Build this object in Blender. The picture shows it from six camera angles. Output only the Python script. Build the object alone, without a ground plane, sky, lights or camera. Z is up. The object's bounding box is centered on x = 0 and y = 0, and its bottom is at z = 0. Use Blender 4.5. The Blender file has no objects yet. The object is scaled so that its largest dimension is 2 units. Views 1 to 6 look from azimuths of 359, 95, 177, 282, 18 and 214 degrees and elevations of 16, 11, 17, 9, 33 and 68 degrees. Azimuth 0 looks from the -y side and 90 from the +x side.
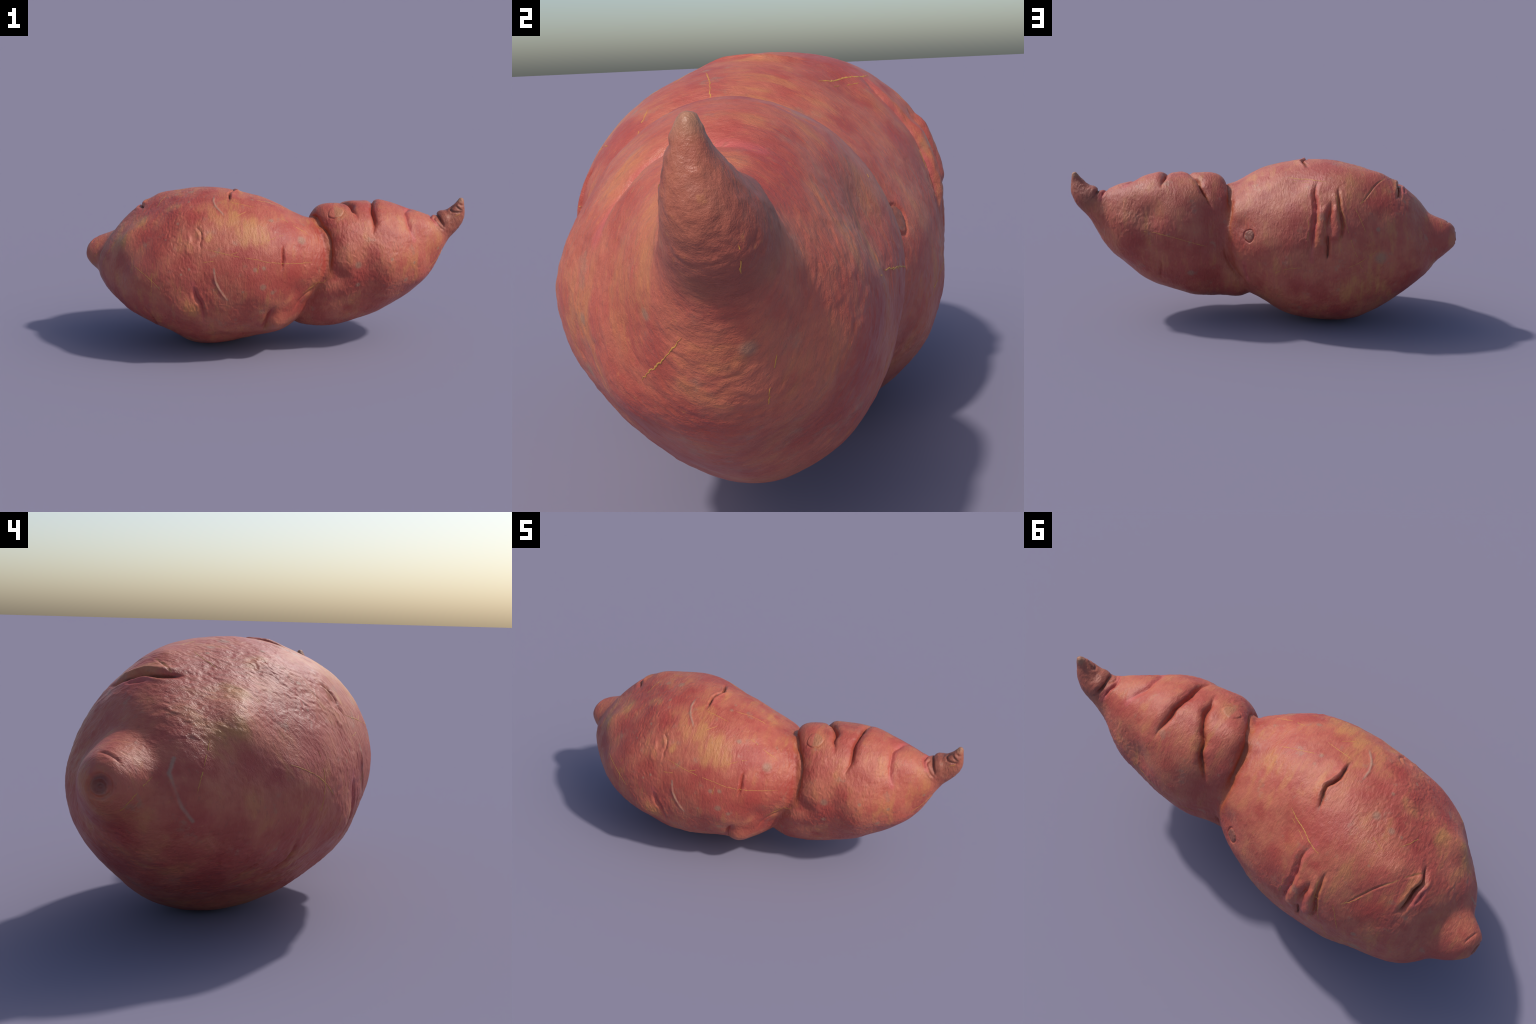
"""A sweet potato lying on its belly: a fat main lobe, a smaller rear lobe with
folded skin rolls, a curled root tip and a blunt stem knob.
One skin is lofted, fused and carved, then split by region into named parts."""
import bpy, bmesh, math
import numpy as np
from mathutils import Vector

VOXEL = 0.0062

# ---------------------------------------------------------------- cross-sections
# Each lobe is lofted along x with cosine-spaced stations.  A row is
# (centre y, centre z, radius towards +y, +y+z, +z, -y+z, -y, -y-z, -z, +y-z).
MAIN_LOBE_ENDS = (-0.927, 0.340)
MAIN_LOBE = [
    (0.088, 0.421, -0.000, 0.000, -0.000, 0.000, 0.000, 0.000, 0.000, -0.000),
    (0.081, 0.426, 0.100, 0.085, 0.086, 0.103, 0.099, 0.085, 0.086, 0.101),
    (0.075, 0.429, 0.201, 0.154, 0.173, 0.186, 0.191, 0.171, 0.165, 0.188),
    (0.070, 0.434, 0.293, 0.280, 0.269, 0.248, 0.310, 0.271, 0.256, 0.274),
    (0.046, 0.428, 0.344, 0.364, 0.342, 0.336, 0.384, 0.330, 0.332, 0.358),
    (0.032, 0.406, 0.380, 0.419, 0.418, 0.415, 0.413, 0.365, 0.382, 0.398),
    (0.010, 0.405, 0.393, 0.424, 0.435, 0.432, 0.413, 0.381, 0.385, 0.417),
    (-0.008, 0.417, 0.387, 0.375, 0.400, 0.411, 0.400, 0.351, 0.366, 0.411),
    (-0.037, 0.425, 0.360, 0.333, 0.340, 0.359, 0.334, 0.317, 0.315, 0.348),
    (-0.042, 0.431, 0.291, 0.281, 0.268, 0.287, 0.255, 0.219, 0.234, 0.273),
    (-0.018, 0.480, 0.165, 0.150, 0.208, 0.191, 0.213, 0.138, 0.163, 0.160),
    (-0.023, 0.467, 0.090, 0.090, 0.114, 0.105, 0.113, 0.118, 0.114, 0.090),
    (-0.030, 0.460, 0.000, -0.000, -0.000, 0.000, -0.000, -0.000, -0.000, 0.000),
]
REAR_LOBE_ENDS = (0.005, 0.904)
REAR_LOBE = [
    (0.084, 0.242, 0.000, -0.000, 0.000, -0.000, 0.000, -0.000, 0.000, 0.000),
    (0.064, 0.286, 0.104, 0.103, 0.101, 0.103, 0.104, 0.103, 0.101, 0.103),
    (0.044, 0.331, 0.171, 0.181, 0.186, 0.178, 0.172, 0.180, 0.187, 0.178),
    (0.026, 0.376, 0.199, 0.231, 0.264, 0.225, 0.208, 0.240, 0.261, 0.231),
    (-0.000, 0.415, 0.230, 0.238, 0.315, 0.255, 0.232, 0.270, 0.305, 0.259),
    (-0.002, 0.443, 0.267, 0.274, 0.314, 0.294, 0.265, 0.268, 0.328, 0.285),
    (0.005, 0.460, 0.257, 0.279, 0.303, 0.286, 0.257, 0.266, 0.313, 0.278),
    (-0.002, 0.474, 0.237, 0.258, 0.285, 0.256, 0.253, 0.248, 0.288, 0.264),
    (0.006, 0.494, 0.201, 0.209, 0.236, 0.212, 0.207, 0.203, 0.246, 0.220),
    (0.017, 0.515, 0.144, 0.155, 0.184, 0.162, 0.141, 0.153, 0.195, 0.161),
    (0.016, 0.539, 0.091, 0.105, 0.124, 0.105, 0.092, 0.103, 0.125, 0.104),
    (0.024, 0.566, 0.050, 0.053, 0.057, 0.054, 0.050, 0.052, 0.059, 0.054),
    (0.030, 0.598, 0.000, -0.000, -0.000, 0.000, 0.000, 0.000, -0.000, 0.000),
]
# Spine points with radius (x, y, z, r) of the two small ends.
STEM_KNOB = [(-0.74, 0.130, 0.455, 0.18), (-0.83, 0.150, 0.462, 0.145), (-0.905, 0.163, 0.475, 0.108),
             (-0.958, 0.168, 0.484, 0.080), (-0.985, 0.171, 0.488, 0.060), (-0.998, 0.173, 0.490, 0.043)]
ROOT_TIP = [(0.74, 0.010, 0.530, 0.135), (0.81, 0.022, 0.565, 0.108), (0.865, 0.030, 0.603, 0.080),
            (0.903, 0.032, 0.632, 0.070), (0.937, 0.028, 0.662, 0.057), (0.957, 0.020, 0.700, 0.041),
            (0.969, 0.017, 0.735, 0.024), (0.976, 0.018, 0.766, 0.010)]


# ---------------------------------------------------------------- small numeric kit
def natural_spline(x, xq):
    """Matrix that evaluates a natural cubic spline through knots x at xq."""
    n = len(x); h = np.diff(x)
    A = np.zeros((n, n)); B = np.zeros((n, n)); A[0, 0] = A[-1, -1] = 1
    for i in range(1, n - 1):
        A[i, i - 1], A[i, i], A[i, i + 1] = h[i - 1], 2 * (h[i - 1] + h[i]), h[i]
        B[i, i - 1], B[i, i], B[i, i + 1] = 6 / h[i - 1], -6 / h[i - 1] - 6 / h[i], 6 / h[i]
    M = np.linalg.solve(A, B); W = np.zeros((len(xq), n))
    for k, q in enumerate(xq):
        i = min(max(np.searchsorted(x, q) - 1, 0), n - 2)
        a = (x[i + 1] - q) / h[i]; b = 1 - a
        W[k, i] += a; W[k, i + 1] += b
        W[k] += ((a ** 3 - a) * M[i] + (b ** 3 - b) * M[i + 1]) * h[i] ** 2 / 6
    return W


def round_trip(n, angles):
    """Matrix of trigonometric interpolation through n equally spaced radii."""
    th = 2 * np.pi * np.arange(n) / n
    W = np.full((len(angles), n), 1 / n)
    for k in range(1, n // 2):
        W += 2 / n * np.cos(k * (angles[:, None] - th[None]))
    W += 1 / n * np.cos(n // 2 * angles)[:, None] * np.cos(n // 2 * th)[None]
    return W


def smoothstep(a, b, x):
    t = np.clip((x - a) / (b - a), 0, 1)
    return t * t * (3 - 2 * t)


def lattice_noise(p, seed=0):
    """Smooth value noise in about -1..1, vectorised."""
    i = np.floor(p).astype(np.int64); f = p - i; f = f * f * f * (f * (f * 6 - 15) + 10)
    out = np.zeros(len(p))
    for dx in (0, 1):
        for dy in (0, 1):
            for dz in (0, 1):
                h = (i[:, 0] + dx) * 374761393 + (i[:, 1] + dy) * 668265263 + (i[:, 2] + dz) * 2147483647 + seed * 974634777
                h = (h ^ (h >> 13)) * 1274126177 & 0xFFFFFFFF
                h = (h ^ (h >> 16)) & 0xFFFFFF
                w = (f[:, 0] if dx else 1 - f[:, 0]) * (f[:, 1] if dy else 1 - f[:, 1]) * (f[:, 2] if dz else 1 - f[:, 2])
                out += w * (h / 8388607.5 - 1)
    return out


# ---------------------------------------------------------------- the fused skin
def tube(bm, rings, first, last):
    rows = [[bm.verts.new(p) for p in ring] for ring in rings]
    a, b = bm.verts.new(first), bm.verts.new(last)
    n = len(rows[0])
    for r, s in zip(rows, rows[1:]):
        for k in range(n):
            bm.faces.new((r[k], r[(k + 1) % n], s[(k + 1) % n], s[k]))
    for k in range(n):
        bm.faces.new((a, rows[0][(k + 1) % n], rows[0][k]))
        bm.faces.new((b, rows[-1][k], rows[-1][(k + 1) % n]))


def loft_lobe(bm, ends, rows, nt=110, na=112):
    rows = np.array(rows); t = np.linspace(0, 1, len(rows)); tq = np.linspace(0, 1, nt)
    ang = np.linspace(0, 2 * np.pi, na, endpoint=False)
    S = natural_spline(t, tq) @ rows
    x = ends[0] + (ends[1] - ends[0]) * (1 - np.cos(np.pi * tq)) / 2
    R = np.maximum(S[:, 2:] @ round_trip(8, ang).T, 0.002)
    rings = [[(x[i], S[i, 0] + R[i, k] * math.cos(ang[k]), S[i, 1] + R[i, k] * math.sin(ang[k])) for k in range(na)] for i in range(1, nt - 1)]
    tube(bm, rings, (x[0], S[0, 0], S[0, 1]), (x[-1], S[-1, 0], S[-1, 1]))


def loft_spine(bm, rows, nt=60, na=64, blunt=0.35):
    rows = np.array(rows); t = np.linspace(0, 1, len(rows)); tq = np.linspace(0, 1, nt)
    S = natural_spline(t, tq) @ rows
    rings = []
    for i in range(nt):
        d = S[min(i + 1, nt - 1), :3] - S[max(i - 1, 0), :3]; d /= np.linalg.norm(d)
        u = np.cross(d, (0, 1, 0)); u /= np.linalg.norm(u); v = np.cross(d, u)
        rings.append([tuple(S[i, :3] + S[i, 3] * (math.cos(a) * u + math.sin(a) * v)) for a in np.linspace(0, 2 * np.pi, na, endpoint=False)])
    d = S[-1, :3] - S[-2, :3]; d /= np.linalg.norm(d)
    u = np.cross(d, (0, 1, 0)); u /= np.linalg.norm(u); v = np.cross(d, u)
    for k in range(1, 6):      # rounded cap
        e = k / 6 * math.pi / 2
        c = S[-1, :3] + d * S[-1, 3] * blunt * math.sin(e); r = S[-1, 3] * math.cos(e)
        rings.append([tuple(c + r * (math.cos(a) * u + math.sin(a) * v)) for a in np.linspace(0, 2 * np.pi, na, endpoint=False)])
    tube(bm, rings, tuple(S[0, :3]), tuple(S[-1, :3] + d * S[-1, 3] * blunt))


bm = bmesh.new()
loft_lobe(bm, MAIN_LOBE_ENDS, MAIN_LOBE)
loft_lobe(bm, REAR_LOBE_ENDS, REAR_LOBE)
loft_spine(bm, STEM_KNOB, blunt=0.12)
loft_spine(bm, ROOT_TIP, blunt=0.9)
mesh = bpy.data.meshes.new("skin"); bm.to_mesh(mesh); bm.free()
skin = bpy.data.objects.new("skin", mesh); bpy.context.scene.collection.objects.link(skin)


def apply_modifiers(obj):
    dg = bpy.context.evaluated_depsgraph_get()
    new = bpy.data.meshes.new_from_object(obj.evaluated_get(dg))
    obj.modifiers.clear(); old = obj.data; obj.data = new; bpy.data.meshes.remove(old)


m = skin.modifiers.new("fuse", "REMESH"); m.mode = "VOXEL"; m.voxel_size = VOXEL; m.use_smooth_shade = True
apply_modifiers(skin)


def grab(me):
    v = np.empty(len(me.vertices) * 3, np.float32); me.vertices.foreach_get("co", v)
    e = np.empty(len(me.edges) * 2, np.int32); me.edges.foreach_get("vertices", e)
    return v.reshape(-1, 3).astype(float), e.reshape(-1, 2)


def relax(v, e, weight, rounds, strength=0.5):
    """Laplacian smoothing where weight is above 0."""
    e = e[(weight[e] > 0).any(1)]                     # only the edges that matter
    used, idx = np.unique(e, return_inverse=True); e = idx.reshape(-1, 2)
    p = v[used]; w = (strength * weight[used])[:, None]; deg = np.bincount(e.ravel(), minlength=len(p))[:, None]
    for _ in range(rounds):
        acc = np.stack([np.bincount(e[:, 0], p[e[:, 1], k], len(p)) + np.bincount(e[:, 1], p[e[:, 0], k], len(p)) for k in range(3)], 1)
        p = p + (acc / deg - p) * w
    v = v.copy(); v[used] = p
    return v


def spot(v, c, r0, r1):
    return 1 - smoothstep(r0, r1, np.linalg.norm(v - np.array(c), axis=1))


v, e = grab(skin.data)
everywhere = np.ones(len(v))
v = relax(v, e, everywhere, 3)
# melt the stem knob and the root tip into their lobes, keep the waist fold crisp
v = relax(v, e, spot(v, (-0.85, 0.14, 0.48), 0.12, 0.24), 70)
v = relax(v, e, spot(v, (0.80, 0.02, 0.57), 0.10, 0.20), 40)


def normals_of(me, v):
    me.vertices.foreach_set("co", v.ravel().astype(np.float32)); me.update()
    n = np.empty(len(v) * 3, np.float32); me.vertices.foreach_get("normal", n)
    return n.reshape(-1, 3).astype(float)


# what the smoothing took off, given back
n = normals_of(skin.data, v)
v = v + n * (0.0033 * smoothstep(-0.98, -0.8, v[:, 0]) * (1 - smoothstep(0.7, 0.85, v[:, 0])))[:, None]
skin.data.vertices.foreach_set("co", v.ravel().astype(np.float32))

# ---------------------------------------------------------------- marks on the skin
# Control points lie on the skin.  Grooves: name, half width, depth, lift of one side, path.
GROOVES = [
    ("top crack", 0.0052, 0.0240, 0.0100, [(-0.226, -0.155, 0.809), (-0.226, -0.097, 0.827), (-0.226, -0.059, 0.834), (-0.213, -0.028, 0.836), (-0.199, -0.003, 0.834), (-0.200, 0.022, 0.834), (-0.207, 0.047, 0.832), (-0.224, 0.112, 0.822)]),
    ("left crack", 0.0090, 0.0300, 0.0080, [(-0.677, 0.038, 0.740), (-0.687, 0.077, 0.744), (-0.696, 0.115, 0.741), (-0.684, 0.163, 0.742), (-0.681, 0.210, 0.727), (-0.674, 0.246, 0.711), (-0.655, 0.272, 0.701)]),
    ("left crack inner", 0.0050, 0.0090, 0.0000, [(-0.715, 0.134, 0.728), (-0.716, 0.163, 0.723), (-0.711, 0.190, 0.718), (-0.706, 0.209, 0.713)]),
    ("left crack branch", 0.0030, 0.0050, 0.0000, [(-0.612, 0.165, 0.771), (-0.581, 0.199, 0.772), (-0.556, 0.234, 0.764), (-0.525, 0.279, 0.743), (-0.493, 0.318, 0.714), (-0.468, 0.342, 0.689)]),
    ("left crack twig", 0.0030, 0.0040, 0.0000, [(-0.625, 0.146, 0.770), (-0.654, 0.115, 0.761), (-0.683, 0.083, 0.746)]),
    ("side fold a", 0.0090, 0.0200, -0.0040, [(-0.275, 0.208, 0.792), (-0.257, 0.239, 0.767), (-0.243, 0.274, 0.731), (-0.250, 0.309, 0.694), (-0.250, 0.336, 0.651), (-0.244, 0.360, 0.599), (-0.237, 0.375, 0.552), (-0.232, 0.386, 0.506), (-0.231, 0.400, 0.406)]),
    ("side fold b", 0.0100, 0.0160, 0.0000, [(-0.325, 0.322, 0.706), (-0.320, 0.351, 0.660), (-0.312, 0.369, 0.620), (-0.306, 0.384, 0.574)]),
    ("side slit", 0.0080, 0.0220, 0.0000, [(-0.308, 0.389, 0.560), (-0.306, 0.399, 0.512), (-0.306, 0.405, 0.468), (-0.307, 0.408, 0.406)]),
    ("side fold c", 0.0070, 0.0180, 0.0050, [(-0.375, 0.263, 0.772), (-0.362, 0.286, 0.751), (-0.363, 0.326, 0.710), (-0.367, 0.356, 0.665), (-0.375, 0.378, 0.624), (-0.381, 0.392, 0.587), (-0.375, 0.402, 0.549), (-0.356, 0.409, 0.493)]),
    ("front nick", 0.0050, 0.0140, 0.0030, [(0.035, -0.327, 0.629), (0.028, -0.345, 0.598), (0.029, -0.358, 0.562), (0.023, -0.368, 0.531), (0.014, -0.376, 0.504)]),
    ("front gash", 0.0080, 0.0180, -0.0060, [(-0.413, -0.394, 0.456), (-0.403, -0.394, 0.411), (-0.394, -0.392, 0.381), (-0.375, -0.390, 0.356), (-0.369, -0.382, 0.326), (-0.366, -0.344, 0.240)]),
    ("front eye rim", 0.0050, 0.0070, 0.0000, [(-0.415, -0.281, 0.703), (-0.391, -0.282, 0.710), (-0.370, -0.303, 0.693), (-0.367, -0.326, 0.666), (-0.376, -0.340, 0.643), (-0.370, -0.352, 0.624), (-0.357, -0.358, 0.617)]),
    ("belly line", 0.0070, 0.0100, 0.0000, [(-0.688, -0.280, 0.349), (-0.632, -0.254, 0.254), (-0.621, -0.199, 0.203), (-0.616, -0.139, 0.165), (-0.613, -0.067, 0.129)]),
    ("belly side line", 0.0050, 0.0050, 0.0000, [(-0.715, -0.188, 0.258), (-0.694, -0.135, 0.209), (-0.678, -0.088, 0.176)]),
    ("belly pleat", 0.0170, 0.0280, 0.0000, [(-0.078, -0.241, 0.155), (-0.059, -0.313, 0.221), (-0.033, -0.350, 0.278), (-0.002, -0.365, 0.324)]),
    ("hip dent", 0.0100, 0.0100, 0.0000, [(0.105, 0.278, 0.362), (0.101, 0.270, 0.328), (0.080, 0.249, 0.261)]),
    ("knob split", 0.0040, 0.0050, 0.0000, [(-0.944, 0.199, 0.552), (-0.948, 0.176, 0.557), (-0.961, 0.148, 0.550), (-0.965, 0.133, 0.543), (-0.975, 0.117, 0.522)]),
    ("waist front", 0.0180, 0.0220, 0.0000, [(0.183, -0.040, 0.700), (0.225, -0.130, 0.678), (0.258, -0.176, 0.647), (0.271, -0.208, 0.608), (0.271, -0.232, 0.552), (0.268, -0.249, 0.488), (0.269, -0.254, 0.437)]),
    ("waist low", 0.0140, 0.0100, 0.0000, [(0.256, -0.248, 0.406), (0.231, -0.250, 0.378), (0.189, -0.277, 0.337), (0.148, -0.296, 0.294), (0.099, -0.300, 0.235)]),
    ("waist top", 0.0160, 0.0220, 0.0000, [(0.261, -0.181, 0.644), (0.213, -0.079, 0.705), (0.187, -0.022, 0.701), (0.175, 0.041, 0.689), (0.175, 0.104, 0.663), (0.179, 0.160, 0.613), (0.187, 0.200, 0.551), (0.177, 0.233, 0.481)]),
    ("waist back", 0.0160, 0.0220, 0.0000, [(0.197, 0.218, 0.463), (0.195, 0.230, 0.394), (0.158, 0.224, 0.306), (0.117, 0.213, 0.249), (0.073, 0.191, 0.193)]),
    ("roll a", 0.0110, 0.0360, 0.0100, [(0.419, -0.166, 0.706), (0.412, -0.129, 0.732), (0.400, -0.096, 0.749), (0.400, -0.052, 0.761), (0.381, -0.009, 0.764), (0.362, 0.029, 0.759), (0.337, 0.062, 0.747), (0.325, 0.106, 0.721), (0.299, 0.138, 0.683), (0.274, 0.160, 0.638), (0.246, 0.165, 0.610)]),
    ("roll b", 0.0110, 0.0360, 0.0080, [(0.480, -0.221, 0.629), (0.493, -0.200, 0.658), (0.506, -0.157, 0.703), (0.499, -0.092, 0.746), (0.505, -0.041, 0.763), (0.512, -0.003, 0.767), (0.512, 0.041, 0.765), (0.518, 0.082, 0.754), (0.524, 0.115, 0.737), (0.524, 0.152, 0.710)]),
    ("roll c", 0.0200, 0.0200, 0.0030, [(0.709, -0.164, 0.591), (0.692, -0.142, 0.644), (0.684, -0.108, 0.685), (0.680, -0.047, 0.724), (0.694, -0.010, 0.728), (0.708, 0.028, 0.723), (0.718, 0.067, 0.709)]),
    ("neck fold a", 0.0100, 0.0160, 0.0060, [(0.901, -0.038, 0.622), (0.883, -0.039, 0.634), (0.871, -0.028, 0.656), (0.862, -0.005, 0.675), (0.856, 0.034, 0.683), (0.857, 0.054, 0.680), (0.861, 0.068, 0.675), (0.865, 0.082, 0.665), (0.878, 0.094, 0.653)]),
    ("neck fold b", 0.0060, 0.0140, 0.0000, [(0.842, -0.042, 0.642), (0.831, -0.031, 0.658), (0.819, 0.004, 0.677), (0.823, 0.028, 0.677), (0.830, 0.051, 0.672), (0.832, 0.068, 0.664), (0.840, 0.091, 0.644)]),
    ("neck wrinkle", 0.0050, 0.0060, 0.0000, [(0.835, -0.011, 0.668), (0.840, 0.002, 0.673), (0.852, 0.017, 0.680)]),
    ("neck wrinkle b", 0.0040, 0.0070, 0.0000, [(0.843, 0.018, 0.677), (0.835, -0.011, 0.668), (0.848, -0.032, 0.651), (0.865, -0.043, 0.630), (0.890, -0.042, 0.610)]),
    ("tip scale edge", 0.0035, 0.0070, 0.0000, [(0.941, 0.005, 0.733), (0.924, 0.016, 0.718), (0.921, 0.003, 0.710), (0.927, -0.009, 0.704), (0.946, -0.019, 0.702), (0.968, -0.019, 0.703), (0.981, -0.014, 0.704)]),
    ("tip scale inner", 0.0035, 0.0050, 0.0000, [(0.947, -0.001, 0.735), (0.955, -0.012, 0.725), (0.970, -0.015, 0.716), (0.980, -0.013, 0.709)]),
    ("tip scale top", 0.0040, 0.0050, 0.0000, [(0.959, -0.001, 0.746), (0.970, -0.007, 0.739), (0.987, -0.001, 0.734)]),
    ("low split", 0.0060, 0.0080, 0.0000, [(0.537, 0.237, 0.381), (0.524, 0.227, 0.339), (0.531, 0.203, 0.288), (0.527, 0.170, 0.240)]),
]
# Raised welts: name, half width, height, path.
RIDGES = [
    ("pale crescent", 0.0050, 0.0040, [(-0.307, -0.398, 0.525), (-0.307, -0.404, 0.493), (-0.301, -0.407, 0.462), (-0.282, -0.409, 0.425), (-0.264, -0.408, 0.393), (-0.245, -0.405, 0.368)]),
    ("top crescent", 0.0050, 0.0030, [(-0.257, -0.245, 0.761), (-0.295, -0.191, 0.793), (-0.307, -0.151, 0.810), (-0.307, -0.104, 0.827)]),
    ("eye lip", 0.0080, 0.0025, [(-0.432, -0.293, 0.684), (-0.425, -0.320, 0.654), (-0.438, -0.336, 0.625), (-0.434, -0.350, 0.603), (-0.407, -0.361, 0.594)]),
    ("end crescent", 0.0050, 0.0020, [(-0.888, 0.010, 0.540), (-0.906, 0.017, 0.502), (-0.912, 0.005, 0.461), (-0.905, -0.018, 0.418), (-0.886, -0.041, 0.381)]),
    ("side pad", 0.0220, 0.0100, [(-0.283, 0.326, 0.685), (-0.281, 0.362, 0.619), (-0.275, 0.385, 0.550), (-0.269, 0.398, 0.475)]),
    ("side pad b", 0.0180, 0.0100, [(-0.343, 0.337, 0.690), (-0.348, 0.375, 0.621), (-0.350, 0.392, 0.575), (-0.337, 0.404, 0.512)]),
]
# Round scars: name, radius, centre.
DISCS = {
    "roll disc": (0.040, (0.312, -0.113, 0.734)),
    "hip disc": (0.030, (0.085, 0.284, 0.512)),
    "knob scar": (0.034, (-1.003, 0.169, 0.480)),
}
# Soft swellings and hollows: name, centre, reach, height.
SWELLS = [
    ("belly bump", (-0.009, -0.296, 0.201), 0.085, 0.026),
    ("waist saddle", (0.244, -0.236, 0.355), 0.050, 0.008),
    ("roll hump", (0.302, -0.076, 0.748), 0.070, 0.006),
    ("eye hollow", (-0.401, -0.315, 0.669), 0.028, -0.006),
    ("pocket", (0.319, -0.269, 0.443), 0.060, -0.020),
    ("swelling", (-0.688, -0.124, 0.642), 0.085, 0.004),
    ("swelling", (-0.702, -0.108, 0.641), 0.085, 0.005),
    ("swelling", (-0.484, -0.358, 0.312), 0.085, 0.015),
    ("swelling", (-0.754, -0.109, 0.594), 0.085, 0.020),
    ("swelling", (-0.714, -0.156, 0.594), 0.085, 0.012),
    ("swelling", (-0.575, 0.140, 0.782), 0.085, 0.006),
    ("swelling", (0.746, -0.117, 0.396), 0.085, 0.016),
    ("swelling", (0.700, -0.155, 0.386), 0.085, 0.004),
    ("swelling", (-0.034, 0.326, 0.259), 0.085, 0.010),
    ("hollow", (0.170, -0.263, 0.261), 0.085, -0.015),
    ("hollow", (0.032, -0.349, 0.281), 0.085, -0.011),
    ("hollow", (-0.297, -0.249, 0.113), 0.085, -0.012),
    ("hollow", (0.108, -0.333, 0.379), 0.085, -0.015),
    ("swelling", (-0.964, 0.093, 0.472), 0.085, 0.011),
    ("hollow", (-0.540, 0.324, 0.157), 0.085, -0.007),
    ("swelling", (-0.575, 0.130, 0.783), 0.085, 0.006),
    ("hollow", (0.120, 0.247, 0.557), 0.085, -0.010),
    ("swelling", (-0.557, 0.162, 0.783), 0.085, 0.004),
    ("hollow", (0.631, 0.174, 0.644), 0.085, -0.005),
    ("hollow", (0.114, 0.256, 0.546), 0.085, -0.010),
    ("hollow", (-0.519, 0.301, 0.720), 0.085, -0.009),
    ("swelling", (-0.592, 0.131, 0.778), 0.085, 0.005),
    ("hollow", (0.454, -0.258, 0.497), 0.085, -0.013),
    ("hollow", (-0.534, 0.393, 0.297), 0.085, -0.007),
    ("swelling", (0.243, -0.028, 0.733), 0.085, 0.018),
    ("hollow", (0.573, 0.216, 0.590), 0.085, -0.009),
    ("hollow", (-0.153, 0.199, 0.749), 0.085, -0.012),
    ("hollow", (0.581, 0.216, 0.586), 0.085, -0.009),
    ("hollow", (0.597, -0.067, 0.208), 0.085, -0.007),
    ("hollow", (0.744, 0.096, 0.317), 0.085, -0.008),
    ("swelling", (-0.644, -0.097, 0.702), 0.085, 0.004),
    ("swelling", (-0.678, -0.085, 0.683), 0.085, 0.004),
    ("swelling", (-0.734, -0.096, 0.650), 0.085, 0.009),
    ("swelling", (-0.655, -0.150, 0.668), 0.085, 0.005),
    ("swelling", (-0.454, -0.379, 0.323), 0.085, 0.007),
    ("hollow", (-0.295, -0.248, 0.125), 0.085, -0.012),
    ("hollow", (-0.544, -0.054, 0.076), 0.085, -0.015),
    ("hollow", (-0.577, 0.310, 0.165), 0.085, -0.006),
    ("hollow", (-0.596, 0.050, 0.076), 0.085, -0.004),
    ("swelling", (-0.480, -0.150, 0.768), 0.085, 0.004),
    ("swelling", (0.511, -0.249, 0.527), 0.085, 0.010),
    ("swelling", (-0.323, -0.262, 0.738), 0.085, 0.004),
    ("swelling", (-0.578, 0.386, 0.548), 0.085, 0.005),
    ("hollow", (-0.609, 0.312, 0.678), 0.085, -0.005),
    ("swelling", (-0.692, -0.274, 0.496), 0.085, 0.007),
    ("swelling", (0.439, -0.248, 0.500), 0.085, 0.004),
    ("hollow", (0.478, -0.170, 0.247), 0.085, -0.005),
    ("swelling", (0.766, -0.133, 0.467), 0.085, 0.006),
    ("hollow", (0.719, 0.073, 0.286), 0.085, -0.007),
    ("hollow", (-0.217, 0.398, 0.413), 0.085, -0.004),
    ("hollow", (-0.164, -0.392, 0.324), 0.085, -0.005),
    ("swelling", (0.462, -0.244, 0.499), 0.085, 0.004),
    ("swelling", (-0.800, 0.156, 0.629), 0.085, 0.008),
    ("hollow", (-0.463, 0.274, 0.753), 0.085, -0.005),
]
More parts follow.
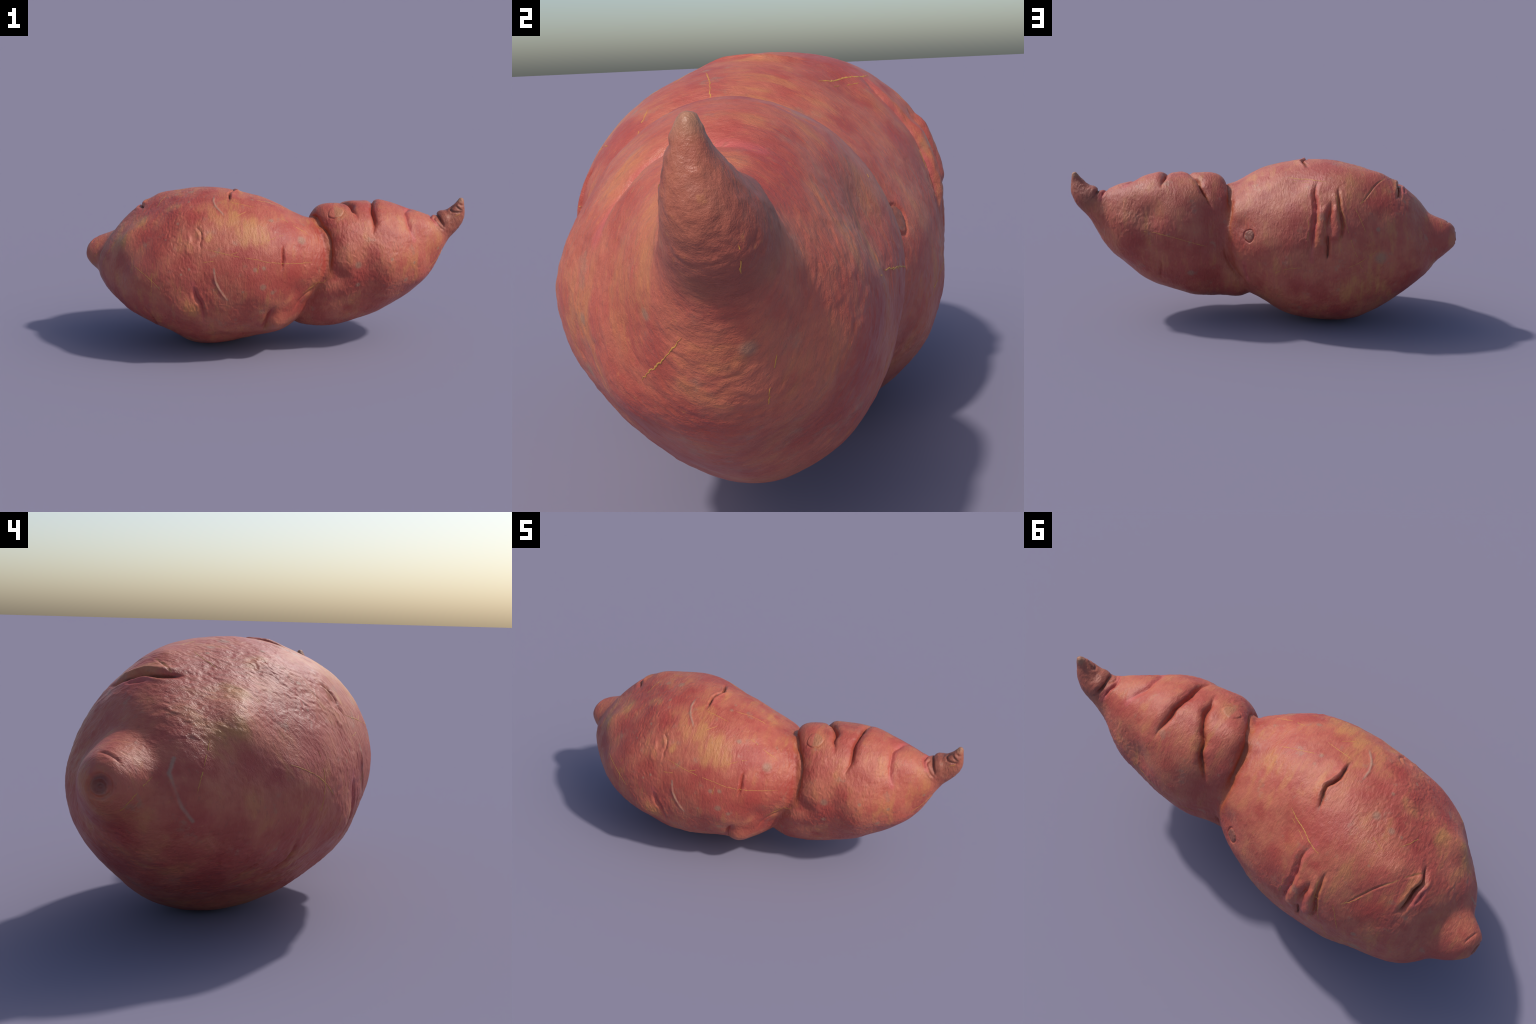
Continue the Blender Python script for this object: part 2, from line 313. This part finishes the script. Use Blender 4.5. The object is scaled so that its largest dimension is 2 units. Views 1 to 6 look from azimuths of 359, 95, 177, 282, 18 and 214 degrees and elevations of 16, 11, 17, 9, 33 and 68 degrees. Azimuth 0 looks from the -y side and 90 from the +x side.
# Thin corky scratches.
SCRATCHES = [
    [(-0.363, -0.355, 0.620), (-0.309, -0.369, 0.609), (-0.239, -0.383, 0.593), (-0.177, -0.391, 0.581), (-0.102, -0.391, 0.568), (-0.039, -0.384, 0.550), (0.036, -0.361, 0.537), (0.113, -0.326, 0.527), (0.191, -0.280, 0.518)],
    [(-0.227, -0.384, 0.593), (-0.183, -0.379, 0.607)],
    [(-0.363, -0.383, 0.556), (-0.307, -0.387, 0.564)],
    [(-0.089, -0.395, 0.549), (-0.098, -0.407, 0.503)],
    [(0.154, -0.303, 0.338), (0.213, -0.269, 0.383), (0.256, -0.249, 0.425)],
    [(0.024, -0.217, 0.740), (0.084, -0.226, 0.705), (0.137, -0.224, 0.672), (0.173, -0.223, 0.645)],
    [(-0.081, -0.357, 0.634), (-0.003, -0.320, 0.660), (0.039, -0.300, 0.666)],
    [(-0.195, -0.256, 0.753), (-0.141, -0.219, 0.772)],
    [(-0.715, -0.244, 0.515), (-0.652, -0.312, 0.481), (-0.616, -0.338, 0.454), (-0.572, -0.357, 0.414)],
    [(-0.607, -0.318, 0.539), (-0.615, -0.338, 0.458), (-0.620, -0.325, 0.355)],
    [(0.061, -0.084, 0.751), (-0.005, -0.090, 0.784), (-0.089, -0.109, 0.806)],
    [(-0.102, -0.183, 0.786), (-0.164, -0.171, 0.798), (-0.226, -0.160, 0.807)],
    [(-0.555, 0.059, 0.798), (-0.582, 0.021, 0.782), (-0.608, -0.036, 0.753)],
    [(-0.450, 0.084, 0.830), (-0.513, 0.109, 0.812)],
    [(-0.344, 0.295, 0.741), (-0.362, 0.349, 0.676), (-0.388, 0.382, 0.616), (-0.418, 0.410, 0.525), (-0.462, 0.416, 0.412), (-0.506, 0.402, 0.331)],
    [(-0.437, 0.354, 0.675), (-0.462, 0.377, 0.630), (-0.494, 0.400, 0.552)],
    [(-0.026, 0.340, 0.318), (-0.102, 0.378, 0.356), (-0.164, 0.393, 0.369), (-0.245, 0.403, 0.375)],
    [(-0.535, 0.269, 0.747), (-0.506, 0.311, 0.719), (-0.456, 0.356, 0.671)],
    [(-0.213, 0.345, 0.610), (-0.213, 0.370, 0.548), (-0.207, 0.381, 0.507)],
    [(-0.406, 0.414, 0.375), (-0.468, 0.415, 0.406), (-0.560, 0.401, 0.468)],
    [(0.574, 0.237, 0.499), (0.519, 0.251, 0.499), (0.456, 0.266, 0.487), (0.343, 0.269, 0.456), (0.287, 0.253, 0.437)],
    [(0.161, 0.224, 0.551), (0.158, 0.233, 0.536), (0.151, 0.239, 0.535)],
    [(-0.126, 0.160, 0.768), (-0.238, 0.229, 0.768)],
    [(0.877, -0.021, 0.499), (0.849, -0.048, 0.466), (0.796, -0.083, 0.425)],
    [(0.844, 0.087, 0.464), (0.837, 0.081, 0.439)],
    [(0.831, 0.075, 0.421), (0.817, 0.072, 0.393)],
    [(0.614, 0.227, 0.508), (0.555, 0.241, 0.506), (0.500, 0.256, 0.493)],
    [(0.974, 0.063, 0.625), (0.952, 0.060, 0.591)],
    [(-0.815, -0.065, 0.586), (-0.870, -0.064, 0.510), (-0.890, -0.052, 0.449)],
    [(-0.920, 0.053, 0.494), (-0.956, 0.087, 0.457), (-0.960, 0.137, 0.405)],
    [(0.939, -0.025, 0.678), (0.970, -0.020, 0.691)],
    [(0.491, 0.214, 0.641), (0.496, 0.220, 0.628)],
    [(-0.494, -0.078, 0.794), (-0.511, -0.097, 0.779)],
    [(-0.116, 0.132, 0.778), (-0.159, 0.164, 0.779), (-0.212, 0.192, 0.783), (-0.257, 0.221, 0.780), (-0.306, 0.239, 0.780)],
]
# Patches of pigment: centre and radius.
OCHRE = [
    ((-0.257, -0.260, 0.750), 0.061),
    ((-0.657, -0.092, 0.695), 0.054),
    ((-0.232, -0.178, 0.800), 0.072),
    ((-0.116, -0.307, 0.704), 0.103),
    ((-0.232, -0.249, 0.759), 0.082),
    ((-0.644, -0.153, 0.669), 0.027),
    ((-0.437, 0.391, 0.256), 0.104),
    ((-0.568, 0.370, 0.258), 0.066),
    ((-0.515, -0.112, 0.771), 0.052),
    ((-0.432, -0.368, 0.318), 0.057),
    ((-0.753, -0.108, 0.604), 0.069),
    ((-0.332, -0.330, 0.669), 0.033),
    ((-0.152, -0.335, 0.675), 0.074),
    ((0.061, -0.015, 0.745), 0.069),
]
CRIMSON = [
    ((-0.513, -0.179, 0.739), 0.067),
    ((-0.414, -0.230, 0.746), 0.066),
    ((-0.451, -0.369, 0.552), 0.074),
    ((-0.588, -0.260, 0.632), 0.066),
    ((-0.357, -0.041, 0.837), 0.042),
    ((-0.513, -0.029, 0.800), 0.037),
    ((-0.587, -0.128, 0.724), 0.029),
    ((-0.611, 0.015, 0.767), 0.028),
    ((-0.151, 0.373, 0.250), 0.056),
    ((-0.585, 0.313, 0.691), 0.075),
    ((-0.862, -0.066, 0.525), 0.040),
    ((-0.796, -0.157, 0.509), 0.052),
    ((-0.739, -0.230, 0.494), 0.041),
    ((-0.901, 0.139, 0.338), 0.052),
    ((0.060, -0.359, 0.468), 0.113),
    ((0.214, -0.170, 0.654), 0.058),
    ((0.487, -0.248, 0.562), 0.048),
    ((0.376, -0.179, 0.236), 0.050),
    ((-0.159, 0.226, 0.735), 0.056),
    ((-0.310, 0.281, 0.747), 0.032),
    ((-0.594, 0.293, 0.708), 0.056),
    ((0.141, -0.034, 0.706), 0.025),
    ((0.636, 0.103, 0.718), 0.027),
    ((0.980, -0.012, 0.714), 0.020),
    ((-0.587, -0.103, 0.736), 0.035),
    ((-0.357, -0.041, 0.837), 0.043),
    ((0.668, 0.213, 0.455), 0.086),
]
SPECKS = [
    ((-0.429, -0.382, 0.522), 0.009),
    ((-0.469, -0.380, 0.494), 0.008),
    ((-0.108, -0.406, 0.519), 0.013),
    ((-0.064, -0.397, 0.525), 0.013),
    ((-0.021, -0.253, 0.733), 0.016),
    ((-0.486, -0.232, 0.716), 0.010),
    ((-0.024, -0.388, 0.396), 0.014),
    ((-0.070, -0.404, 0.431), 0.020),
    ((-0.170, -0.414, 0.412), 0.008),
    ((0.130, -0.273, 0.632), 0.029),
    ((-0.432, -0.116, 0.802), 0.012),
    ((-0.546, 0.019, 0.797), 0.010),
    ((-0.425, 0.003, 0.833), 0.023),
    ((-0.501, 0.021, 0.814), 0.018),
    ((-0.112, -0.112, 0.810), 0.014),
    ((-0.107, -0.066, 0.815), 0.012),
    ((-0.634, -0.044, 0.734), 0.007),
    ((0.411, -0.265, 0.493), 0.022),
    ((0.704, -0.184, 0.480), 0.011),
    ((0.581, -0.254, 0.518), 0.011),
    ((0.660, -0.189, 0.395), 0.016),
    ((0.414, -0.245, 0.386), 0.016),
    ((-0.881, 0.113, 0.577), 0.007),
    ((-0.556, 0.385, 0.568), 0.015),
    ((0.375, 0.231, 0.292), 0.023),
    ((-0.575, 0.400, 0.425), 0.037),
    ((0.849, -0.068, 0.520), 0.010),
    ((0.873, 0.055, 0.484), 0.015),
    ((-0.494, 0.185, 0.801), 0.009),
    ((-0.546, -0.275, 0.647), 0.007),
    ((-0.482, -0.237, 0.715), 0.008),
    ((-0.134, 0.232, 0.716), 0.007),
]


# ---------------------------------------------------------------- carving
# a finer, smooth skin to carve into
skin.data.vertices.foreach_set("co", v.ravel().astype(np.float32)); skin.data.update()
m = skin.modifiers.new("finer", "SUBSURF"); m.levels = m.render_levels = 1
apply_modifiers(skin)
v, e = grab(skin.data)


def along(p, path):
    """Distance to a polyline, position 0..1 along it, and the local tangent."""
    path = np.array(path); seg = np.diff(path, axis=0); ln = np.linalg.norm(seg, axis=1)
    start = np.concatenate([[0], np.cumsum(ln)]); total = start[-1]
    best = np.full(len(p), 1e9); pos = np.zeros(len(p)); q = np.zeros_like(p); tan = np.zeros_like(p)
    for a, s, l, st in zip(path, seg, ln, start):
        t = np.clip((p - a) @ s / (l * l), 0, 1)
        c = a + t[:, None] * s; d = np.linalg.norm(p - c, axis=1); k = d < best
        best[k] = d[k]; pos[k] = (st + t[k] * l) / total; q[k] = c[k]; tan[k] = s / l
    return best, pos, q, tan


def curve_through(path, step=0.012):
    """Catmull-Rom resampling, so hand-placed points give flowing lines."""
    P = [np.array(p, float) for p in path]; P = [2 * P[0] - P[1]] + P + [2 * P[-1] - P[-2]]
    out = []
    for a, b, c, d in zip(P, P[1:], P[2:], P[3:]):
        k = max(1, int(np.linalg.norm(c - b) / step))
        for i in range(k):
            t = i / k
            out.append(0.5 * (2 * b + (c - a) * t + (2 * a - 5 * b + 4 * c - d) * t * t + (3 * b - a - 3 * c + d) * t ** 3))
    return np.array(out + [P[-2]])


def near(v, path, reach):
    lo, hi = path.min(0) - reach, path.max(0) + reach
    return np.where(np.all((v > lo) & (v < hi), axis=1))[0]


n = normals_of(skin.data, v)
push = np.zeros(len(v))
for name, c, reach, height in SWELLS:
    d = np.linalg.norm(v - np.array(c), axis=1)
    push += height * np.exp(-(d / reach) ** 2 * 1.5)
v = v + n * push[:, None]; push = np.zeros(len(v))
v = relax(v, e, spot(v, (-0.66, -0.08, 0.66), 0.12, 0.26), 220)
# slow lumps under the skin
push += 0.0035 * lattice_noise(v * 7.0, 3) + 0.0018 * lattice_noise(v * 16.0, 4)
v = v + n * push[:, None]
n = normals_of(skin.data, v)


def snap(p, sink=0.0):
    """Nearest skin point, optionally sunk below the skin."""
    p = np.array(p); k = np.where(np.all(np.abs(v - p) < 0.06, axis=1))[0]
    if len(k) == 0:
        return tuple(p)
    i = k[np.argmin(((v[k] - p) ** 2).sum(1))]
    return tuple(float(x) for x in v[i] - n[i] * sink)


GROOVES = [(nm, w, dp, lf, [snap(p) for p in path]) for nm, w, dp, lf, path in GROOVES]
RIDGES = [(nm, w, h, [snap(p) for p in path]) for nm, w, h, path in RIDGES]
DISCS = {nm: (r, snap(c)) for nm, (r, c) in DISCS.items()}
OCHRE, CRIMSON, SPECKS = ([(snap(c), r) for c, r in group] for group in (OCHRE, CRIMSON, SPECKS))
GROOVE_BEDS = [(nm, [snap(p, 0.5 * dp) for p in path]) for nm, w, dp, lf, path in GROOVES]

push = np.zeros(len(v))
for name, height_w, height, path in RIDGES:
    path = curve_through(path); k = near(v, path, 4 * height_w)
    d, s, q, t = along(v[k], path)
    push[k] += height * np.exp(-(d / height_w) ** 2) * smoothstep(0, 0.2, s) * smoothstep(0, 0.2, 1 - s)
v = v + n * push[:, None]
n = normals_of(skin.data, v)

for pass_names in (lambda w: w >= 0.010, lambda w: w < 0.010):      # broad folds first, cracks on top
    push = np.zeros(len(v))
    for name, width, depth, lift, path in GROOVES:
        if not pass_names(width):
            continue
        path = curve_through(path); k = near(v, path, 8 * width)
        if len(k) == 0:
            continue
        d, s, q, t = along(v[k], path)
        side = np.einsum("ij,ij->i", v[k] - q, np.cross(t, n[k]))
        w = width * (1 + 0.25 * lattice_noise(v[k] * (0.25 / width), 11))
        d = np.abs(d + 0.22 * width * lattice_noise(v[k] * (0.4 / width), 12))
        taper = smoothstep(0, 0.3, s) * smoothstep(0, 0.3, 1 - s)
        cut = -depth * taper * (0.62 * np.exp(-(d / (0.5 * w)) ** 1.4) + 0.38 * np.exp(-(d / (1.9 * w)) ** 2))
        lip = (0.12 if width < 0.0101 else 0.0) * depth * np.exp(-((d - 2.6 * w) / w) ** 2) * taper
        roll = lift * taper * smoothstep(-0.5 * width, 1.2 * width, side) * np.exp(-(d / (5 * width)) ** 2)
        push[k] += cut + lip + roll
    v = v + n * push[:, None]
    n = normals_of(skin.data, v)

push = np.zeros(len(v))
for name, (r, c) in DISCS.items():
    c = np.array(c); d = np.linalg.norm(v - c, axis=1) * (1 + 0.12 * lattice_noise(v * 40, 21))
    inside = 1 - smoothstep(0.8 * r, 1.02 * r, d)
    ring = np.exp(-((d - r) / 0.0035) ** 2)
    if name == "knob scar":
        push += -0.005 * inside + 0.005 * np.exp(-((d - 0.66 * r) / 0.004) ** 2) - 0.010 * np.exp(-(d / (0.42 * r)) ** 2) + 0.008 * np.exp(-(d / (0.18 * r)) ** 2) - 0.006 * ring
    elif name == "hip disc":
        push += 0.0015 * inside - 0.005 * ring + 0.0012 * inside * lattice_noise(v * 90, 22)
    else:
        push += 0.003 * inside - 0.0035 * ring * smoothstep(0.02, -0.03, v[:, 2] - c[2])
# wrinkled grain that runs round the root, stronger in patches
grain_mask = 0.35 + 0.65 * smoothstep(-0.25, 0.35, lattice_noise(v * 4.3, 31) + 0.3 * lattice_noise(v * 11.0, 32))
grain_mask += 0.5 * spot(v, (0.87, 0.0, 0.42), 0.05, 0.20) + 0.5 * spot(v, (-0.62, -0.08, 0.74), 0.08, 0.30)
warp = v + 0.012 * np.stack([lattice_noise(v * 30, 33), lattice_noise(v * 30, 34), lattice_noise(v * 30, 35)], 1)
fold = warp * np.array([110.0, 55.0, 55.0])
push += grain_mask * (0.0011 * lattice_noise(fold, 36) + 0.0010 * (0.5 - np.abs(lattice_noise(fold * 0.55, 37))) + 0.0004 * lattice_noise(fold * 2.1, 38))
v = v + n * push[:, None]
v = relax(v, e, np.ones(len(v)), 1, 0.25)

# ---------------------------------------------------------------- rest on the ground, split into parts
v[:, 2] -= v[:, 2].min()
v[:, 0] += 0.005 * (1 - smoothstep(-1.0, -0.9, v[:, 0])) + 0.003 * smoothstep(0.88, 0.99, v[:, 0])
n = normals_of(skin.data, v)


def region_of(p):
    """0 main lobe, 1 rear lobe, 2 root tip, 3 stem knob."""
    waist = WAIST_AT + (p[:, 1] * WAIST_TURN) + (p[:, 2] - 0.45) * WAIST_LEAN
    r = np.where(p[:, 0] > waist, 1, 0)
    tip_axis = np.array((0.80, -0.12, 0.59)); tip_axis /= np.linalg.norm(tip_axis)
    r[(p - np.array((0.845, 0.02, 0.62))) @ tip_axis > 0] = 2
    r[np.where((p[:, 0] < -0.86) & (np.linalg.norm(p - np.array((-0.97, 0.17, 0.485)), axis=1) < 0.15))] = 3
    return r


WAIST_AT, WAIST_TURN, WAIST_LEAN = 0.19, -0.25, 0.30
PART_NAMES = ["main_lobe", "rear_lobe", "root_tip", "stem_knob"]

me = skin.data
nf = len(me.polygons)
loops = np.empty(len(me.loops), np.int32); me.loops.foreach_get("vertex_index", loops)
quads = loops.reshape(nf, 4) if len(loops) == nf * 4 else None
centre = v[quads].mean(1)
face_region = region_of(centre)

thing = bpy.data.objects.new("sweet_potato", None)
bpy.context.scene.collection.objects.link(thing)
thing["label"] = "reddish sweet potato with a pinched waist and curled tip"
thing["category"] = "sweet potato"

PARTS = {}
for r, name in enumerate(PART_NAMES):
    f = quads[face_region == r]
    used, idx = np.unique(f, return_inverse=True); f = idx.reshape(-1, 4)
    part = bpy.data.meshes.new(name)
    part.vertices.add(len(used)); part.vertices.foreach_set("co", v[used].ravel().astype(np.float32))
    part.loops.add(f.size); part.loops.foreach_set("vertex_index", f.ravel().astype(np.int32))
    part.polygons.add(len(f)); part.polygons.foreach_set("loop_start", np.arange(0, f.size, 4, dtype=np.int32))
    part.polygons.foreach_set("loop_total", np.full(len(f), 4, np.int32))
    part.update(calc_edges=True); part.validate()
    part.polygons.foreach_set("use_smooth", np.ones(len(f), bool))
    part.normals_split_custom_set_from_vertices([tuple(a) for a in n[used]])
    ob = bpy.data.objects.new(name, part); bpy.context.scene.collection.objects.link(ob)
    ob.parent = thing; PARTS[name] = ob
bpy.data.objects.remove(skin)

# ---------------------------------------------------------------- scratches: thin corky welts lying on the skin
def on_skin(p, pool):
    i = pool[np.argmin(((v[pool] - p) ** 2).sum(1))]
    return v[i], n[i]


cork = bpy.data.materials.new("cork"); cork.use_nodes = True
cork.node_tree.nodes["Principled BSDF"].inputs["Base Color"].default_value = (0.50, 0.25, 0.05, 1)
cork.node_tree.nodes["Principled BSDF"].inputs["Roughness"].default_value = 0.6
rng = np.random.default_rng(5)
for path in SCRATCHES:
    bright = path is SCRATCHES[-1]
    line = curve_through(path, 0.004)
    sv, sf = [], []; ring0 = None; pool = near(v, line, 0.03)
    base = 0.0030 if bright else 0.0015
    wob = rng.uniform(0, 100)
    for i, p in enumerate(line):
        c, nn = on_skin(p, pool)
        c = c + nn * 0.0
        t = line[min(i + 1, len(line) - 1)] - line[max(i - 1, 0)]; t = t / np.linalg.norm(t)
        b = np.cross(t, nn); b /= np.linalg.norm(b)
        s = i / (len(line) - 1)
        wn = lattice_noise(np.array([[wob + i * 0.55, wob, 0.3], [wob + i * 0.17, 7.7, wob]]), 51)
        w = base * (0.9 + 0.7 * wn[0]) * min(1, 6 * s + 0.15, 6 * (1 - s) + 0.15)
        gap = wn[1] > 0.35 and not bright        # scratches fade and come back
        if gap:
            ring0 = None
            continue
        j = b * 0.0005 * wn[0]
        k = len(sv)
        for a in (-1, -0.5, 0.5, 1):
            up = 0.0005 if abs(a) < 1 else -0.0012
            sv.append(tuple(c + j + b * (a * w) + nn * up))
        if ring0 is not None:
            for a in range(3):
                sf.append((ring0 + a, ring0 + a + 1, k + a + 1, k + a))
        ring0 = k
    if not sf:
        continue
    sm = bpy.data.meshes.new("scratch"); sm.from_pydata(sv, [], sf); sm.update()
    sm.polygons.foreach_set("use_smooth", np.ones(len(sf), bool)); sm.materials.append(cork)
    so = bpy.data.objects.new("scratch", sm); bpy.context.scene.collection.objects.link(so)
    mid = region_of(np.array([line[len(line) // 2]]))[0]
    so.parent = PARTS[PART_NAMES[mid]]
    so["kind"] = "stuff"


# ---------------------------------------------------------------- skin material
class Nodes:
    def __init__(self, mat):
        mat.use_nodes = True
        self.t = mat.node_tree; self.bsdf = self.t.nodes["Principled BSDF"]

    def new(self, kind, **props):
        x = self.t.nodes.new(kind)
        for k, val in props.items():
            setattr(x, k, val)
        return x

    def feed(self, sock, val):
        if isinstance(val, bpy.types.NodeSocket):
            self.t.links.new(val, sock)
        else:
            sock.default_value = val

    def math(self, op, a, b=None, clamp=False):
        x = self.new("ShaderNodeMath", operation=op, use_clamp=clamp)
        self.feed(x.inputs[0], a)
        if b is not None:
            self.feed(x.inputs[1], b)
        return x.outputs[0]

    def vec(self, op, a, b=None, scale=None):
        x = self.new("ShaderNodeVectorMath", operation=op)
        self.feed(x.inputs[0], a)
        if b is not None:
            self.feed(x.inputs[1], b)
        if scale is not None:
            self.feed(x.inputs["Scale"], scale)
        return x.outputs["Value"] if op in ("LENGTH", "DISTANCE", "DOT_PRODUCT") else x.outputs["Vector"]

    def step(self, x, a, b, lo=0.0, hi=1.0):
        r = self.new("ShaderNodeMapRange", interpolation_type="SMOOTHSTEP")
        self.feed(r.inputs["Value"], x)
        for nm, val in (("From Min", a), ("From Max", b), ("To Min", lo), ("To Max", hi)):
            self.feed(r.inputs[nm], val)
        return r.outputs[0]

    def noise(self, p, scale, detail=3.0, rough=0.55, stretch=None, colour=False):
        if stretch:
            p = self.vec("MULTIPLY", p, stretch)
        x = self.new("ShaderNodeTexNoise")
        self.feed(x.inputs["Vector"], p)
        x.inputs["Scale"].default_value = scale; x.inputs["Detail"].default_value = detail; x.inputs["Roughness"].default_value = rough
        return x.outputs["Color" if colour else "Fac"]

    def mix(self, fac, a, b, kind="MIX"):
        x = self.new("ShaderNodeMix", data_type="RGBA", blend_type=kind)
        self.feed(x.inputs[0], fac); self.feed(x.inputs[6], a); self.feed(x.inputs[7], b)
        return x.outputs[2]

    def blobs(self, p, spots, inner=0.35, outer=1.15):
        total = None
        for c, r in spots:
            m = self.step(self.vec("DISTANCE", p, tuple(c)), outer * r, inner * r)
            total = m if total is None else self.math("MAXIMUM", total, m)
        return total

    def line(self, p, paths, width):
        """Soft mask along polylines."""
        total = None
        for path in paths:
            for a, b in zip(path, path[1:]):
                ab = np.array(b) - np.array(a)
                t = self.math("MULTIPLY", self.vec("DOT_PRODUCT", self.vec("SUBTRACT", p, tuple(a)), tuple(ab)), float(1 / (ab @ ab)), clamp=True)
                q = self.vec("ADD", self.vec("SCALE", tuple(ab), scale=t), tuple(a))
                d = self.vec("DISTANCE", p, q)
                total = d if total is None else self.math("MINIMUM", total, d)
        return self.step(total, width, 0.15 * width)


SAMPLE = {name: v[np.unique(quads[face_region == r])[::25]] for r, name in enumerate(PART_NAMES)}


def touches(part, points, reach):
    return any(np.min(((SAMPLE[part] - np.array(c)) ** 2).sum(1)) < (reach + 0.03) ** 2 for c in points)


def thin(path, k=4):
    """Fewer control points for a colour mask."""
    if len(path) <= k:
        return path
    return [path[round(i * (len(path) - 1) / (k - 1))] for i in range(k)]


ROSE = (0.400, 0.079, 0.055, 1); SALMON = (0.452, 0.122, 0.072, 1); CRIMSON_RED = (0.335, 0.045, 0.034, 1)
OCHRE_TAN = (0.490, 0.200, 0.070, 1); DULL_BROWN = (0.250, 0.085, 0.054, 1); ASH = (0.310, 0.180, 0.115, 1)
PINK = (0.480, 0.095, 0.085, 1); DARK = (0.100, 0.035, 0.024, 1); ORANGE = (0.38, 0.095, 0.035, 1)


def skin_material(name, part):
    mat = bpy.data.materials.new(name); g = Nodes(mat)
    p = g.new("ShaderNodeTexCoord").outputs["Object"]
    drift = g.vec("SUBTRACT", g.noise(p, 9.0, 4.0, 0.65, colour=True), (0.5, 0.5, 0.5))
    soft = g.vec("ADD", p, g.vec("SCALE", drift, scale=0.10))
    slight = g.vec("ADD", p, g.vec("SCALE", drift, scale=0.012))
    fibre = (1.0, 0.22, 0.22)             # streaks run round the root
    broad = g.noise(p, 5.5, 4.0, 0.6)
    streak = g.noise(p, 26.0, 4.0, 0.6, stretch=fibre)
    mottle = g.noise(p, 15.0, 5.0, 0.65)
    fine = g.noise(p, 120.0, 3.0, 0.6, stretch=(1.0, 0.45, 0.45))

    second = g.noise(g.vec("ADD", p, (3.1, 1.7, 5.3)), 6.5, 4.0, 0.6)
    col = g.mix(g.step(broad, 0.38, 0.60), ROSE, SALMON)
    col = g.mix(g.step(second, 0.47, 0.66, 0, 0.65), col, CRIMSON_RED)
    col = g.mix(g.math("MULTIPLY", g.step(streak, 0.44, 0.66), g.step(second, 0.56, 0.38, 0.06, 0.55)), col, OCHRE_TAN)
    col = g.mix(g.step(mottle, 0.52, 0.72, 0, 0.32), col, CRIMSON_RED)
    col = g.mix(g.step(mottle, 0.42, 0.28, 0, 0.45), col, ASH)

    ochre = [b for b in OCHRE if touches(part, [b[0]], b[1])]
    crim = [b for b in CRIMSON if touches(part, [b[0]], b[1])]
    specks = [b for b in SPECKS if touches(part, [b[0]], b[1])]
    if ochre:
        col = g.mix(g.math("MULTIPLY", g.blobs(soft, ochre), g.step(streak, 0.36, 0.62, 0.15, 0.8)), col, OCHRE_TAN)
    if crim:
        col = g.mix(g.math("MULTIPLY", g.blobs(soft, crim, 0.1, 1.3), 0.8), col, CRIMSON_RED)
    if specks:
        col = g.mix(g.math("MULTIPLY", g.blobs(slight, specks), 0.65), col, ASH)
    if part in ("root_tip", "rear_lobe"):
        out = g.vec("DOT_PRODUCT", g.vec("SUBTRACT", slight, (0.862, 0.02, 0.625)), (0.79, -0.12, 0.60))
        col = g.mix(g.math("MULTIPLY", g.step(out, -0.03, 0.03), g.step(mottle, 0.3, 0.7, 0.45, 0.7)), col, DULL_BROWN)

    def marked(names, k=4):
        return [thin(path, k) for nm, path in GROOVE_BEDS if nm in names and touches(part, path, 0.01)]

    for names, width, colour, amount in (
            (("side fold a", "front gash", "roll c", "hip dent", "neck fold b", "left crack inner", "belly pleat"), 0.022, PINK, 0.7),
            (("waist front", "waist top"), 0.032, ORANGE, 0.6),
            (("left crack", "side slit", "top crack", "neck fold a", "tip scale edge", "tip scale inner"), 0.009, DARK, 0.7),
            (("left crack branch", "knob split", "left crack twig"), 0.005, OCHRE_TAN, 0.7)):
        lines = marked(names)
        if lines:
            col = g.mix(g.math("MULTIPLY", g.line(slight, lines, width), amount), col, colour)
    pale = [thin(r[-1]) for r in RIDGES if "crescent" in r[0] and touches(part, r[-1], 0.01)]
    if pale:
        col = g.mix(g.math("MULTIPLY", g.line(slight, pale, 0.0085), 0.65), col, (0.32, 0.21, 0.145, 1))
    if part == "stem_knob":
        r, c = DISCS["knob scar"]
        col = g.mix(g.math("MULTIPLY", g.blobs(slight, [(c, r)], 0.5, 1.1), 0.7), col, (0.13, 0.035, 0.03, 1))
    if part == "root_tip":
        col = g.mix(g.math("MULTIPLY", g.blobs(slight, [((0.975, 0.018, 0.768), 0.035)]), 0.7), col, (0.36, 0.19, 0.11, 1))
    if part == "rear_lobe":
        r, c = DISCS["roll disc"]
        col = g.mix(g.math("MULTIPLY", g.blobs(slight, [(c, r)], 0.8, 1.0), 0.55), col, (0.36, 0.155, 0.08, 1))
    if part == "main_lobe":
        r, c = DISCS["hip disc"]
        col = g.mix(g.math("MULTIPLY", g.blobs(slight, [(c, r)], 0.8, 1.0), 0.8), col, (0.20, 0.075, 0.05, 1))
    # fine lenticels and dust
    col = g.mix(g.step(fine, 0.60, 0.75, 0, 0.35), col, OCHRE_TAN)
    col = g.mix(g.step(fine, 0.42, 0.28, 0, 0.35), col, DULL_BROWN)
    g.feed(g.bsdf.inputs["Base Color"], col)
    g.feed(g.bsdf.inputs["Roughness"], g.step(mottle, 0.3, 0.7, 0.37, 0.50))
    g.bsdf.inputs["Specular IOR Level"].default_value = 0.45
    g.bsdf.inputs["Subsurface Weight"].default_value = 0.0
    # fine wrinkles
    ripple = g.noise(slight, 85.0, 5.0, 0.68, stretch=(1.0, 0.42, 0.42))
    bump = g.new("ShaderNodeBump"); bump.inputs["Strength"].default_value = 0.85; bump.inputs["Distance"].default_value = 0.005
    g.feed(bump.inputs["Height"], ripple)
    g.feed(g.bsdf.inputs["Normal"], bump.outputs["Normal"])
    return mat


for name, ob in PARTS.items():
    ob.data.materials.append(skin_material(name.replace("_", " ") + " skin", name))
